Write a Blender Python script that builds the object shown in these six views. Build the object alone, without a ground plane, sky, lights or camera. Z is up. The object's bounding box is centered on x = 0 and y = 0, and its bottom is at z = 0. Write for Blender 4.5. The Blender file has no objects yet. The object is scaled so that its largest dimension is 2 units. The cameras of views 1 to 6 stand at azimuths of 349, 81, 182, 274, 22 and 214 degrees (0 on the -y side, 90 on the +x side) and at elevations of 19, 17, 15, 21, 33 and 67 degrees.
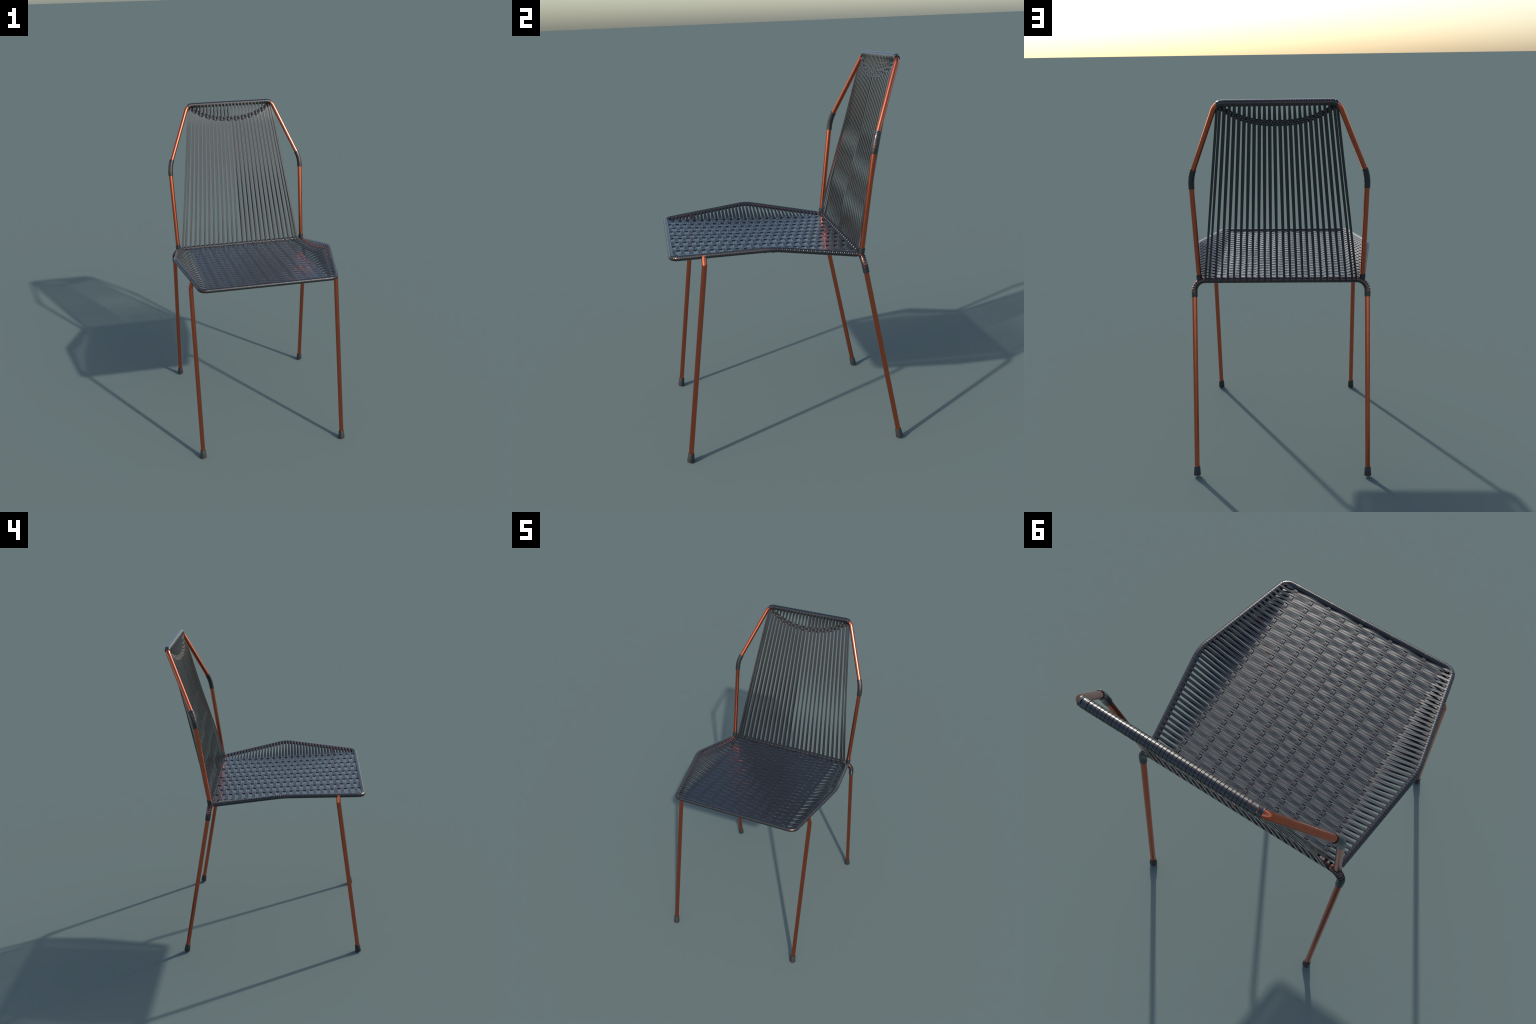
"""Stacking chair: bent copper-coloured tube frame, seat woven from flat dark
cord, back strung with vertical cords and tied by a sagging woven band."""
import bpy, math
import numpy as np

V = lambda *a: np.array(a, dtype=float)
def unit(v):
    v = np.asarray(v, float)
    return v / np.linalg.norm(v)

# ------------------------------------------------------------------ sizes
TUBE_R = 0.0131            # main tube
RAIL_R = 0.0096            # thinner tube of the seat ring
CORD_T = 0.0034            # cord thickness
CORD_W = 0.0102            # cord width
TOP    = V(0.289, 0.577, 1.983)      # virtual corners, +x side
ELBOW  = V(0.4449, 0.4186, 1.608)
STAY   = V(0.4315, 0.351, 1.048)     # foot of the back frame, on rear rail
REAR_Y, REAR_Z = 0.352, 1.048        # rear rail axis
REAR_CORNER = V(0.4585, 0.352, 1.048)
REAR_FOOT   = V(0.4600, 0.5538, 0.0075)
FRONT_CORNER = V(0.398, -0.5865, 1.097)
MID_CORNER   = V(0.495, -0.101, 1.132)
SIDE_END     = V(0.431, 0.345, 1.047)
LEG_TOP   = V(0.4416, -0.4318, 1.066)
FRONT_FOOT = V(0.4416, -0.5735, 0.0030)
# woven seat
ROWS, ROW0, ROW_PITCH = 43, -0.568, 0.02125
COLS = [-0.0105 + s * d for d in (0.0315, 0.108, 0.185, 0.2625, 0.347) for s in (1, -1)]
COLS = sorted(COLS, reverse=True)

# ------------------------------------------------------------------ paths
def fillet(points, radii, step=7.0):
    """Polyline through virtual corners, each rounded with its radius."""
    P = [np.asarray(p, float) for p in points]
    out = [P[0]]
    for i in range(1, len(P) - 1):
        a, b = unit(P[i - 1] - P[i]), unit(P[i + 1] - P[i])
        r = radii[i - 1]
        ang = math.acos(np.clip(a @ b, -1, 1))
        turn = math.pi - ang
        if r <= 0 or turn < 1e-3:
            out.append(P[i]); continue
        T = r / math.tan(ang / 2)
        c = P[i] + unit(a + b) * (r / math.sin(ang / 2))
        s, e = P[i] + a * T - c, P[i] + b * T - c
        n = max(3, int(math.degrees(turn) / step) + 1)
        for k in range(n + 1):
            t = k / n
            w0 = math.sin((1 - t) * turn) / math.sin(turn)
            w1 = math.sin(t * turn) / math.sin(turn)
            out.append(c + s * w0 + e * w1)
    out.append(P[-1])
    return np.array(out)

class Path:
    """Arc-length parametrised polyline."""
    def __init__(self, pts):
        self.p = np.asarray(pts, float)
        d = np.linalg.norm(np.diff(self.p, axis=0), axis=1)
        self.s = np.concatenate([[0], np.cumsum(d)])
        self.length = self.s[-1]
    def at(self, s):
        s = min(max(s, 0), self.length)
        return V(*[np.interp(s, self.s, self.p[:, k]) for k in range(3)])
    def dir(self, s, e=0.002):
        return unit(self.at(s + e) - self.at(s - e))
    def sample(self, s0, s1, n):
        return np.array([self.at(s) for s in np.linspace(s0, s1, n)])
    def find(self, axis, value):
        """arc length where a coordinate takes a value (monotone part)"""
        c = self.p[:, axis]
        if c[0] > c[-1]:
            return float(np.interp(-value, -c, self.s))
        return float(np.interp(value, c, self.s))

# ------------------------------------------------------------------ meshes
def strip_profile(w, t, c=0.0007):
    """Flat cord section with chamfered edges: (across, up)."""
    a, b = w / 2, t / 2
    return [(-a, -b + c), (-a + c, -b), (a - c, -b), (a, -b + c),
            (a, b - c), (a - c, b), (-a + c, b), (-a, b - c)]

def round_profile(r, n=24):
    return [(r * math.cos(2 * math.pi * k / n), r * math.sin(2 * math.pi * k / n)) for k in range(n)]

def sweep(pts, across, profile, closed=False, caps=True, widen=None):
    """Sweep a profile along pts.  `across` = wished width axis (one or per point)."""
    P = np.asarray(pts, float); n = len(P); m = len(profile)
    A = np.asarray(across, float)
    if A.ndim == 1:
        A = np.tile(A, (n, 1))
    verts, faces = [], []
    for i in range(n):
        if closed:
            t = unit(P[(i + 1) % n] - P[i - 1])
        else:
            t = unit(P[min(i + 1, n - 1)] - P[max(i - 1, 0)])
        w = unit(A[i] - (A[i] @ t) * t)
        u = np.cross(w, t)
        k = 1.0 if widen is None else widen[i]
        for (a, b) in profile:
            verts.append(P[i] + w * a * k + u * b)
    rng = n if closed else n - 1
    for i in range(rng):
        j = (i + 1) % n
        for k in range(m):
            l = (k + 1) % m
            faces.append((i * m + k, j * m + k, j * m + l, i * m + l))
    if caps and not closed:
        faces.append(tuple(range(m - 1, -1, -1)))
        faces.append(tuple((n - 1) * m + k for k in range(m)))
    return verts, faces

def tube(pts, r, n=24, caps=True):
    """Round tube with a parallel-transported frame."""
    P = np.asarray(pts, float)
    t0 = unit(P[1] - P[0])
    ref = V(0, 0, 1) if abs(t0[2]) < 0.8 else V(0, 1, 0)
    a = unit(ref - (ref @ t0) * t0)
    A = [a]
    for i in range(1, len(P)):
        t = unit(P[min(i + 1, len(P) - 1)] - P[i - 1])
        a = unit(a - (a @ t) * t); A.append(a)
    return sweep(P, np.array(A), round_profile(r, n), caps=caps)

def merge(parts):
    vs, fs, o = [], [], 0
    for v, f in parts:
        vs += list(v); fs += [tuple(i + o for i in q) for q in f]; o += len(v)
    return vs, fs

def make(name, geo, mat, parent, kind=None, sharp=32):
    v, f = geo
    me = bpy.data.meshes.new(name)
    me.from_pydata([tuple(p) for p in v], [], f)
    me.update()
    import bmesh
    bm = bmesh.new(); bm.from_mesh(me)
    bmesh.ops.recalc_face_normals(bm, faces=bm.faces)
    bm.to_mesh(me); bm.free()
    for p in me.polygons:
        p.use_smooth = True
    me.set_sharp_from_angle(angle=math.radians(sharp))
    me.materials.append(mat)
    ob = bpy.data.objects.new(name, me)
    bpy.context.scene.collection.objects.link(ob)
    ob.parent = parent
    if kind:
        ob["kind"] = kind
    return ob

def mirror(geo):
    v, f = geo
    return [V(-p[0], p[1], p[2]) for p in v], [tuple(reversed(q)) for q in f]

def ring(path, s, r_in, width, t=CORD_T, n=28, lean=0.0, arc=None, start=0.0):
    """One turn of cord around a tube."""
    c, d = path.at(s), path.dir(s)
    ref = V(0, 0, 1) if abs(d[2]) < 0.8 else V(0, 1, 0)
    a = unit(ref - (ref @ d) * d); b = np.cross(d, a)
    rr = r_in + t / 2
    pts = []
    full = arc is None
    span = 2 * math.pi if full else arc
    cnt = n if full else n + 1
    for k in range(cnt):
        th = start + span * k / n
        pts.append(c + rr * (math.cos(th) * a + math.sin(th) * b) + d * lean * math.cos(th))
    return sweep(pts, d, strip_profile(width, t), closed=full)

# ------------------------------------------------------------------ materials
def new_mat(name):
    m = bpy.data.materials.new(name); m.use_nodes = True
    nt = m.node_tree
    b = nt.nodes["Principled BSDF"]
    return m, nt, b

def copper():
    m, nt, b = new_mat("copper_tube")
    tc = nt.nodes.new("ShaderNodeTexCoord")
    nz = nt.nodes.new("ShaderNodeTexNoise"); nz.inputs["Scale"].default_value = 35
    nt.links.new(tc.outputs["Object"], nz.inputs["Vector"])
    cr = nt.nodes.new("ShaderNodeValToRGB")
    cr.color_ramp.elements[0].position = 0.3
    cr.color_ramp.elements[0].color = (0.68, 0.160, 0.085, 1)
    cr.color_ramp.elements[1].position = 0.7
    cr.color_ramp.elements[1].color = (0.72, 0.172, 0.092, 1)
    nt.links.new(nz.outputs["Fac"], cr.inputs["Fac"])
    nt.links.new(cr.outputs["Color"], b.inputs["Base Color"])
    b.inputs["Metallic"].default_value = 1.0
    b.inputs["Roughness"].default_value = 0.2
    return m

def cord():
    m, nt, b = new_mat("dark_cord")
    tc = nt.nodes.new("ShaderNodeTexCoord")
    nz = nt.nodes.new("ShaderNodeTexNoise"); nz.inputs["Scale"].default_value = 60
    nt.links.new(tc.outputs["Object"], nz.inputs["Vector"])
    cr = nt.nodes.new("ShaderNodeValToRGB")
    cr.color_ramp.elements[0].position = 0.3
    cr.color_ramp.elements[0].color = (0.009, 0.010, 0.012, 1)
    cr.color_ramp.elements[1].position = 0.7
    cr.color_ramp.elements[1].color = (0.012, 0.013, 0.016, 1)
    nt.links.new(nz.outputs["Fac"], cr.inputs["Fac"])
    nt.links.new(cr.outputs["Color"], b.inputs["Base Color"])
    b.inputs["Roughness"].default_value = 0.41
    b.inputs["Specular IOR Level"].default_value = 0.55
    b.inputs["Coat Weight"].default_value = 0.7
    b.inputs["Coat Roughness"].default_value = 0.15
    b.inputs["IOR"].default_value = 1.5
    return m

def rubber():
    m, nt, b = new_mat("black_rubber")
    tc = nt.nodes.new("ShaderNodeTexCoord")
    nz = nt.nodes.new("ShaderNodeTexNoise"); nz.inputs["Scale"].default_value = 80
    nt.links.new(tc.outputs["Object"], nz.inputs["Vector"])
    cr = nt.nodes.new("ShaderNodeValToRGB")
    cr.color_ramp.elements[0].color = (0.022, 0.022, 0.023, 1)
    cr.color_ramp.elements[1].color = (0.030, 0.030, 0.031, 1)
    nt.links.new(nz.outputs["Fac"], cr.inputs["Fac"])
    nt.links.new(cr.outputs["Color"], b.inputs["Base Color"])
    b.inputs["Roughness"].default_value = 0.5
    return m

COPPER, CORD, RUBBER = copper(), cord(), rubber()

# ------------------------------------------------------------------ root
chair = bpy.data.objects.new("chair", None)
bpy.context.scene.collection.objects.link(chair)
chair["label"] = "copper tube dining chair with woven dark cord seat"
chair["category"] = "chair"
FX = V(-1, 1, 1)

# ------------------------------------------------------------------ back frame
bf = fillet([STAY, ELBOW, TOP, TOP * FX, ELBOW * FX, STAY * FX], [0.19, 0.05, 0.05, 0.19], 5)
back_path = Path(bf)
backrest = make("backrest_frame", tube(bf, TUBE_R), COPPER, chair)

# ------------------------------------------------------------------ rear rail + rear legs
rear_half = fillet([V(0, REAR_Y, REAR_Z), REAR_CORNER, REAR_FOOT], [0.058], 5)
rear_half = np.vstack([rear_half])
rear_path = Path(rear_half)
bend_start = REAR_CORNER[0] - 0.062
rail_len = bend_start
rear_rail = make("rear_rail", tube(rear_path.sample(0, rail_len, 3).tolist() and
                 np.vstack([rear_path.sample(0, rail_len, 3)[::-1], rear_path.sample(0, rail_len, 3)[1:] * FX]), TUBE_R, caps=False), COPPER, chair)
def foot_cap(axis_end, up, leg_obj):
    d = unit(up)
    prof = [(0.0, 0.0), (0.0172, 0.0), (0.0188, 0.0014), (0.0191, 0.004), (0.0161, 0.0465),
            (0.0155, 0.0482), (0.0131, 0.0484)]
    ref = unit(V(1, 0, 0) - (V(1, 0, 0) @ d) * d); q = np.cross(d, ref)
    n = 28; vs, fs = [], []
    for r, h in prof:
        for k in range(n):
            a = 2 * math.pi * k / n
            vs.append(axis_end + d * h + (ref * math.cos(a) + q * math.sin(a)) * max(r, 1e-4))
    for i in range(len(prof) - 1):
        for k in range(n):
            l = (k + 1) % n
            fs.append((i * n + k, i * n + l, (i + 1) * n + l, (i + 1) * n + k))
    fs.append(tuple(range(n - 1, -1, -1)))
    return make("foot_cap", (vs, fs), RUBBER, leg_obj, sharp=40)

rear_leg_pts = [rear_path.at(s) for s in np.linspace(rail_len, rail_len + 0.11, 26)] + [REAR_FOOT + unit(REAR_CORNER - REAR_FOOT) * 0.02]
for side in (V(1, 1, 1), FX):
    leg = make("leg", tube(np.array(rear_leg_pts) * side, TUBE_R), COPPER, chair)
    foot_cap(REAR_FOOT * side, (REAR_CORNER - REAR_FOOT) * side, leg)

# ------------------------------------------------------------------ seat ring
ring_half = [SIDE_END, MID_CORNER, FRONT_CORNER]
seat_pts = fillet([SIDE_END, MID_CORNER, FRONT_CORNER, FRONT_CORNER * FX, MID_CORNER * FX, SIDE_END * FX],
                  [0.19, 0.042, 0.042, 0.19], 3)
seat_path = Path(seat_pts)
seat = make("seat_frame", tube(seat_pts, RAIL_R), COPPER, chair)

# ------------------------------------------------------------------ front legs
i_mid = int(np.argmin(np.abs(seat_pts[:, 0])))
half_len = seat_path.length / 2
side_s = np.linspace(0, half_len, 4000)
side_p = np.array([seat_path.at(s) for s in side_s])
def rail_s(y):
    """arc length on the +x half of the seat ring at a given y"""
    k = np.argmax(side_p[:, 1] <= y)
    return side_s[k]
weld = seat_path.at(rail_s(-0.4315))
fl = fillet([FRONT_FOOT + unit(LEG_TOP - FRONT_FOOT) * 0.02, LEG_TOP, weld], [0.03], 3)
for side in (V(1, 1, 1), FX):
    leg = make("leg", tube(fl * side, TUBE_R), COPPER, chair)
    foot_cap(FRONT_FOOT * side, (LEG_TOP - FRONT_FOOT) * side, leg)

# ------------------------------------------------------------------ woven seat cords
SEAT_R = RAIL_R + CORD_T / 2 + 0.0002
def seat_z(y):
    return FRONT_CORNER[2] + (y + 0.586) / (REAR_Y + 0.586) * (REAR_Z - FRONT_CORNER[2])

AMP = 0.0023        # height of the seat cords over / under the weft
WEFT_AMP = 0.0021
def over(i, k):
    """+1 where the seat cord of row k lies over column i"""
    return -1.0 if (i + k) % 2 == 0 else 1.0

def weave_profile(k):
    """x stations (from +x to -x) and height / spread of row k"""
    xs, hs = [], []
    for i, c in enumerate(COLS):
        xs.append(c); hs.append(over(i, k))
    X, H = [], []
    for i in range(len(xs) - 1):
        n = 9
        for j in range(n):
            t = j / n
            e = (1 - math.cos(math.pi * t)) / 2
            # cord stays flat near the crossing, then ramps
            t2 = min(max((t - 0.10) / 0.80, 0), 1)
            e = t2 * t2 * (3 - 2 * t2)
            X.append(xs[i] + (xs[i + 1] - xs[i]) * t)
            H.append(hs[i] + (hs[i + 1] - hs[i]) * e)
    X.append(xs[-1]); H.append(hs[-1])
    return np.array(X), np.array(H)

rng = np.random.default_rng(5)
for k in range(ROWS):
    y = ROW0 + ROW_PITCH * k
    X, H = weave_profile(k)
    ends = []
    for sgn in (1, -1):
        s = rail_s(y)
        c, d = seat_path.at(s), seat_path.dir(s)
        d = d if d[1] < 0 else -d          # towards the front
        o = unit(V(-d[1], d[0], 0)); o = o if o[0] > 0 else -o
        u = unit(np.cross(o, d)); u = u if u[2] > 0 else -u
        if sgn < 0:
            c, d, o, u = c * FX, d * FX, o * FX, u * FX
        ends.append((c, d, o, u))
    sep = 0.0049
    j = rng.normal(0, 0.00025, 4)
    def strand(which, rev):
        """strand points from +x to -x; which=-1 front one, +1 rear one"""
        pts = []
        for x, h in zip(X, H):
            sp = sep + 0.0004 * h
            pts.append(V(x, y + which * sp + j[0], seat_z(y) + AMP * h))
        return pts if not rev else pts[::-1]
    def arc(end, n=14, flip=False):
        c, d, o, u = end
        R = SEAT_R
        gap = abs(c[0] - math.copysign(0.352, c[0]))
        phi = math.degrees(math.atan2(max(c[2] - seat_z(y), 0.0), max(gap, 0.02)))
        lift = math.degrees(math.asin(min(R / max(gap, 0.03), 0.9)))
        a0, a1 = 90 + phi + lift * 0.8, -150
        pts = []
        for q in range(n + 1):
            a = math.radians(a0 + (a1 - a0) * q / n)
            pts.append(c + R * (math.cos(a) * o + math.sin(a) * u))
        return pts[::-1] if flip else pts
    def link(p, q, n=5):
        return [p + (q - p) * t for t in np.linspace(0, 1, n + 2)[1:-1]]
    topA = strand(-1, False)               # over the rails
    botB = strand(+1, True)                # back under the rails
    left = arc(ends[1])                    # -x rail: top -> bottom
    right = arc(ends[0], flip=True)        # +x rail: bottom -> top
    loop, acr, wid = [], [], []
    def add(pts, a, w=1.0):
        for p in pts:
            loop.append(p); acr.append(a); wid.append(w)
    Y = V(0, 1, 0)
    def along(end):
        d = end[1]
        return -d if d[1] < 0 else d
    add(topA, Y)
    for q, p in enumerate(link(topA[-1], left[0])): loop.append(p); wid.append(1.05); acr.append(Y + (along(ends[1]) - Y) * (q + 1) / 6)
    add(left, along(ends[1]), 1.13)
    for q, p in enumerate(link(left[-1], botB[0])): loop.append(p); wid.append(1.05); acr.append(along(ends[1]) + (Y - along(ends[1])) * (q + 1) / 6)
    add(botB, Y)
    for q, p in enumerate(link(botB[-1], right[0])): loop.append(p); wid.append(1.05); acr.append(Y + (along(ends[0]) - Y) * (q + 1) / 6)
    add(right, along(ends[0]), 1.13)
    for q, p in enumerate(link(right[-1], topA[0])): loop.append(p); wid.append(1.05); acr.append(along(ends[0]) + (Y - along(ends[0])) * (q + 1) / 6)
    make("seat_cord", sweep(loop, np.array(acr), strip_profile(0.0093, CORD_T), closed=True, widen=wid), CORD, seat)

# weft cords: two strips side by side in each column, opposite phase
for i, c in enumerate(COLS):
    ys, hs = [], []
    for k in range(ROWS):
        ys.append(ROW0 + ROW_PITCH * k); hs.append(-over(i, k))
    pts0 = []
    fc = V(c, FRONT_CORNER[1], FRONT_CORNER[2])
    R = SEAT_R + 0.0008
    for a in np.linspace(-60, 75, 10):     # hook round the front rail
        th = math.radians(a)
        pts0.append(V(c, fc[1] - R * math.cos(th), fc[2] + R * math.sin(th)))
    if hs[0] > 0:                          # this column leaves over the rail
        pts0.append(V(c, fc[1] + 0.006, fc[2] + R * 0.86))
    else:
        pts0 = []
        for a in np.linspace(60, -75, 10):
            th = math.radians(a)
            pts0.append(V(c, fc[1] - R * math.cos(th), fc[2] + R * math.sin(th)))
        pts0.append(V(c, fc[1] + 0.006, fc[2] - R * 0.86))
    body = []
    for k in range(ROWS):
        up = hs[k]
        for dy, f in ((-0.0078, 0.40), (-0.0072, 1.0), (-0.0064, 1.0), (0.0080, 1.0), (0.0090, 1.0), (0.0097, 0.65)):
            if up < 0:
                dy *= 0.82
            body.append(V(c, ys[k] + dy, seat_z(ys[k] + dy) + WEFT_AMP * up * f))
    body.append(V(c, REAR_Y - 0.010, REAR_Z - 0.004))
    for off in (-0.0041, 0.0041):
        P = np.array(pts0 + body) + V(off, 0, 0)
        make("weft_cord", sweep(P, V(1, 0, 0), strip_profile(0.0078, 0.0022, 0.0006)), CORD, seat)

# cord turns between the seat cords, and along the front rail
parts = []
gap_y = -0.4315
for k in range(ROWS):
    y = ROW0 + ROW_PITCH * (k + 0.5)
    if y > 0.335: continue
    s = rail_s(y)
    if abs(y - gap_y) < 0.009:
        g = ring(seat_path, s, RAIL_R, CORD_W * 0.95, n=12, arc=math.radians(150), start=math.radians(-40))
        c0 = ring(seat_path, s, RAIL_R, CORD_W * 0.95, n=12, arc=math.radians(150), start=math.radians(-110))
        g = g if np.mean([p[0] for p in g[0]]) < np.mean([p[0] for p in c0[0]]) else c0
        parts += [g, mirror(g)]
        continue
    g = ring(seat_path, s, RAIL_R, CORD_W * 0.97)
    parts += [g, mirror(g)]
s0, s1 = rail_s(ROW0) + 0.0099, seat_path.length - rail_s(ROW0) - 0.0099
nf = int(round((s1 - s0) / 0.0099))
for q in range(nf + 1):
    parts.append(ring(seat_path, s0 + (s1 - s0) * q / nf, RAIL_R, 0.0094))
make("wrapping_cord", merge(parts), CORD, seat, kind="stuff")

# ------------------------------------------------------------------ back cords
D = unit(V(0, REAR_Y - TOP[1], REAR_Z - TOP[2]))      # down the back
N = V(0, D[2], -D[1])                                  # towards the sitter
if N[1] > 0: N = -N
TOP_R = TUBE_R + CORD_T / 2 + 0.0002
top_x = [0.0117 + 0.0234 * i for i in range(11)] + [0.2665, 0.2815]
bot_x = [0.0188 + 0.0328 * i for i in range(12)] + [0.4010]
half_b = back_path.length / 2
bs = np.linspace(0, half_b, 3000); bp = np.array([back_path.at(s) for s in bs])
def bar_point(x):
    """point of the top bar (or its bend) at a given x, +x side"""
    m = bp[:, 2] > 1.955
    return bp[m][np.argmin(np.abs(bp[m][:, 0] - x))]
LAT, BOW = 0.0034, 0.0095
def smooth(q):
    q = min(max(q, 0.0), 1.0)
    return q * q * (3 - 2 * q)
def band_depth(x):
    """distance of the band below the top bar, along the back"""
    u = min(abs(x) / 0.287, 1.0)
    return max(0.019, 0.1025 - 0.097 * u ** 2.3)

for i, (xt, xb) in enumerate(zip(top_x, bot_x)):
    for sg in (1, -1):
        ct = bar_point(xt)
        A = V(sg * xt, ct[1], ct[2]); B = V(sg * xb, REAR_Y, REAR_Z)
        L = np.linalg.norm(B - A)
        ax = unit(B - A)
        nrm = unit(N - (N @ ax) * ax)
        tb = band_depth(xt) / L
        rt, rb = TOP_R, TUBE_R + CORD_T / 2 + 0.0002
        front, back = [], []
        lat_max = LAT if i < 11 else LAT * 0.45
        for t in np.concatenate([np.linspace(0, max(tb - 0.012 / L, 0.004), 6)[:-1], np.linspace(max(tb - 0.012 / L, 0.004), tb + 0.012 / L, 8)[:-1],
                                 np.linspace(tb + 0.012 / L, 1, 34)]):
            if t < tb:
                q = t / tb
                dep = rt + (0.0019 - rt) * (q ** 0.85)
                lat = -lat_max * q
            else:
                # side by side down to the lumbar bend, then drawing apart to
                # pass in front of and behind the rear rail
                g = min(max((t - 0.40) / 0.60, 0), 1)
                dep = 0.0019 + (rb - 0.0019) * g ** 1.15
                lat = lat_max * (1 - g) + 0.0004 * g
            # the pair swaps sides inside the woven band
            swap = smooth((t * L - (tb * L - 0.011)) / 0.022)
            if abs(t * L - tb * L) < 0.011:
                lat = lat_max * (2 * swap - 1)
            bow = BOW * smooth(t / 0.14) * (1 - smooth((t - 0.72) / 0.28))
            c = A + (B - A) * t + nrm * bow
            front.append(c + nrm * dep + V(sg * lat, 0, 0))
            back.append(c - nrm * dep - V(sg * lat, 0, 0))
        tops, bots = [], []
        for a in np.linspace(0, math.pi, 14)[1:-1]:
            tops.append(A + rt * (-math.cos(a) * nrm - math.sin(a) * D))
            bots.append(B + rb * (math.cos(a) * nrm + math.sin(a) * D))
        loop = front + bots + back[::-1] + tops
        make("back_cord", sweep(loop, V(1, 0, 0), strip_profile(0.0105, CORD_T), closed=True), CORD, backrest)

# woven band across the back: three cords in plain weave
xs_all = sorted([sg * x for x in top_x for sg in (1, -1)])
def cord_point(x, depth):
    """point on the mid surface of the back, `depth` down from the bar, following the fan"""
    a = abs(x); i = np.interp(a, top_x, range(len(top_x)))
    xb = np.interp(i, range(len(bot_x)), bot_x)
    ct = bar_point(a)
    A = V(a, ct[1], ct[2]); B = V(xb, REAR_Y, REAR_Z)
    p = A + (B - A) * (depth / np.linalg.norm(B - A))
    return p * V(1 if x >= 0 else -1, 1, 1)
ROW_GAP = 0.0106
for row in range(3):
    pts = []
    idx = np.arange(len(xs_all))
    for u in np.arange(0, len(xs_all) - 1 + 1e-6, 0.1):
        x = float(np.interp(u, idx, xs_all))
        cs = math.cos(math.pi * (u + row))
        h = cs
        edge = 1 - 0.45 * (abs(x) / 0.285) ** 8
        dep = band_depth(x) + (row - 1) * ROW_GAP * edge
        bow = BOW * smooth(dep / 0.96 / 0.14)
        pts.append(cord_point(x, dep) + N * (0.0064 * h + bow))
    make("band_cord", sweep(pts, D, strip_profile(0.0100, 0.0030, 0.0011)), CORD, backrest)

# wraps: top bar, elbows, feet of the back frame
parts = []
s_top0 = bs[np.argmin(np.linalg.norm(bp - bar_point(0.2795), axis=1))]
s = half_b
x_rings = [0.0] + [0.0234 * i for i in range(1, 11)] + [0.2575, 0.274]
for x in x_rings:
    ss = bs[np.argmin(np.linalg.norm(bp - bar_point(x), axis=1))]
    g = ring(back_path, ss, TUBE_R, 0.0112)
    parts += [g] if x == 0 else [g, mirror(g)]
s_elbow = bs[np.argmin(np.linalg.norm(bp - ELBOW, axis=1))]
for q in range(10):
    g = ring(back_path, s_elbow - 0.053 + 0.0108 * q, TUBE_R, 0.0104, t=0.0029)
    parts += [g, mirror(g)]
for q in range(3):
    g = ring(back_path, 0.0135 + 0.0100 * q - 0.004, TUBE_R, 0.0097, t=0.0029)
    parts += [g, mirror(g)]
# short ties of the band round the corners of the frame
tie = s_top0 - 0.022
for dq in (0.0,):
    g = ring(back_path, tie + dq, TUBE_R, 0.0075, t=0.0034)
make("wrapping_cord", merge(parts), CORD, backrest, kind="stuff")

# wraps on the rear rail, running down the bends on to the rear legs
parts = []
xs = [0.0, 0.0104]
for i in range(11):
    xs += [bot_x[i] + 0.0328 / 3, bot_x[i] + 0.0328 * 2 / 3]
xs += [(bot_x[11] + bot_x[12]) / 2]
for x in bot_x:
    g = ring(rear_path, x - 0.0012, TUBE_R, 0.0068)
    parts += [g, mirror(g)]
for x in xs:
    g = ring(rear_path, x, TUBE_R, 0.0100)
    parts += [g] if x == 0 else [g, mirror(g)]
s_a = 0.4125
s_end = rear_path.find(2, 0.959)
n = 8
sl = list(np.linspace(s_a, s_end - 0.027, n)) + [s_end - 0.0165, s_end - 0.006]
for s in sl:
    g = ring(rear_path, s, TUBE_R, 0.0101, t=0.0031)
    parts += [g, mirror(g)]
make("wrapping_cord", merge(parts), CORD, rear_rail, kind="stuff")
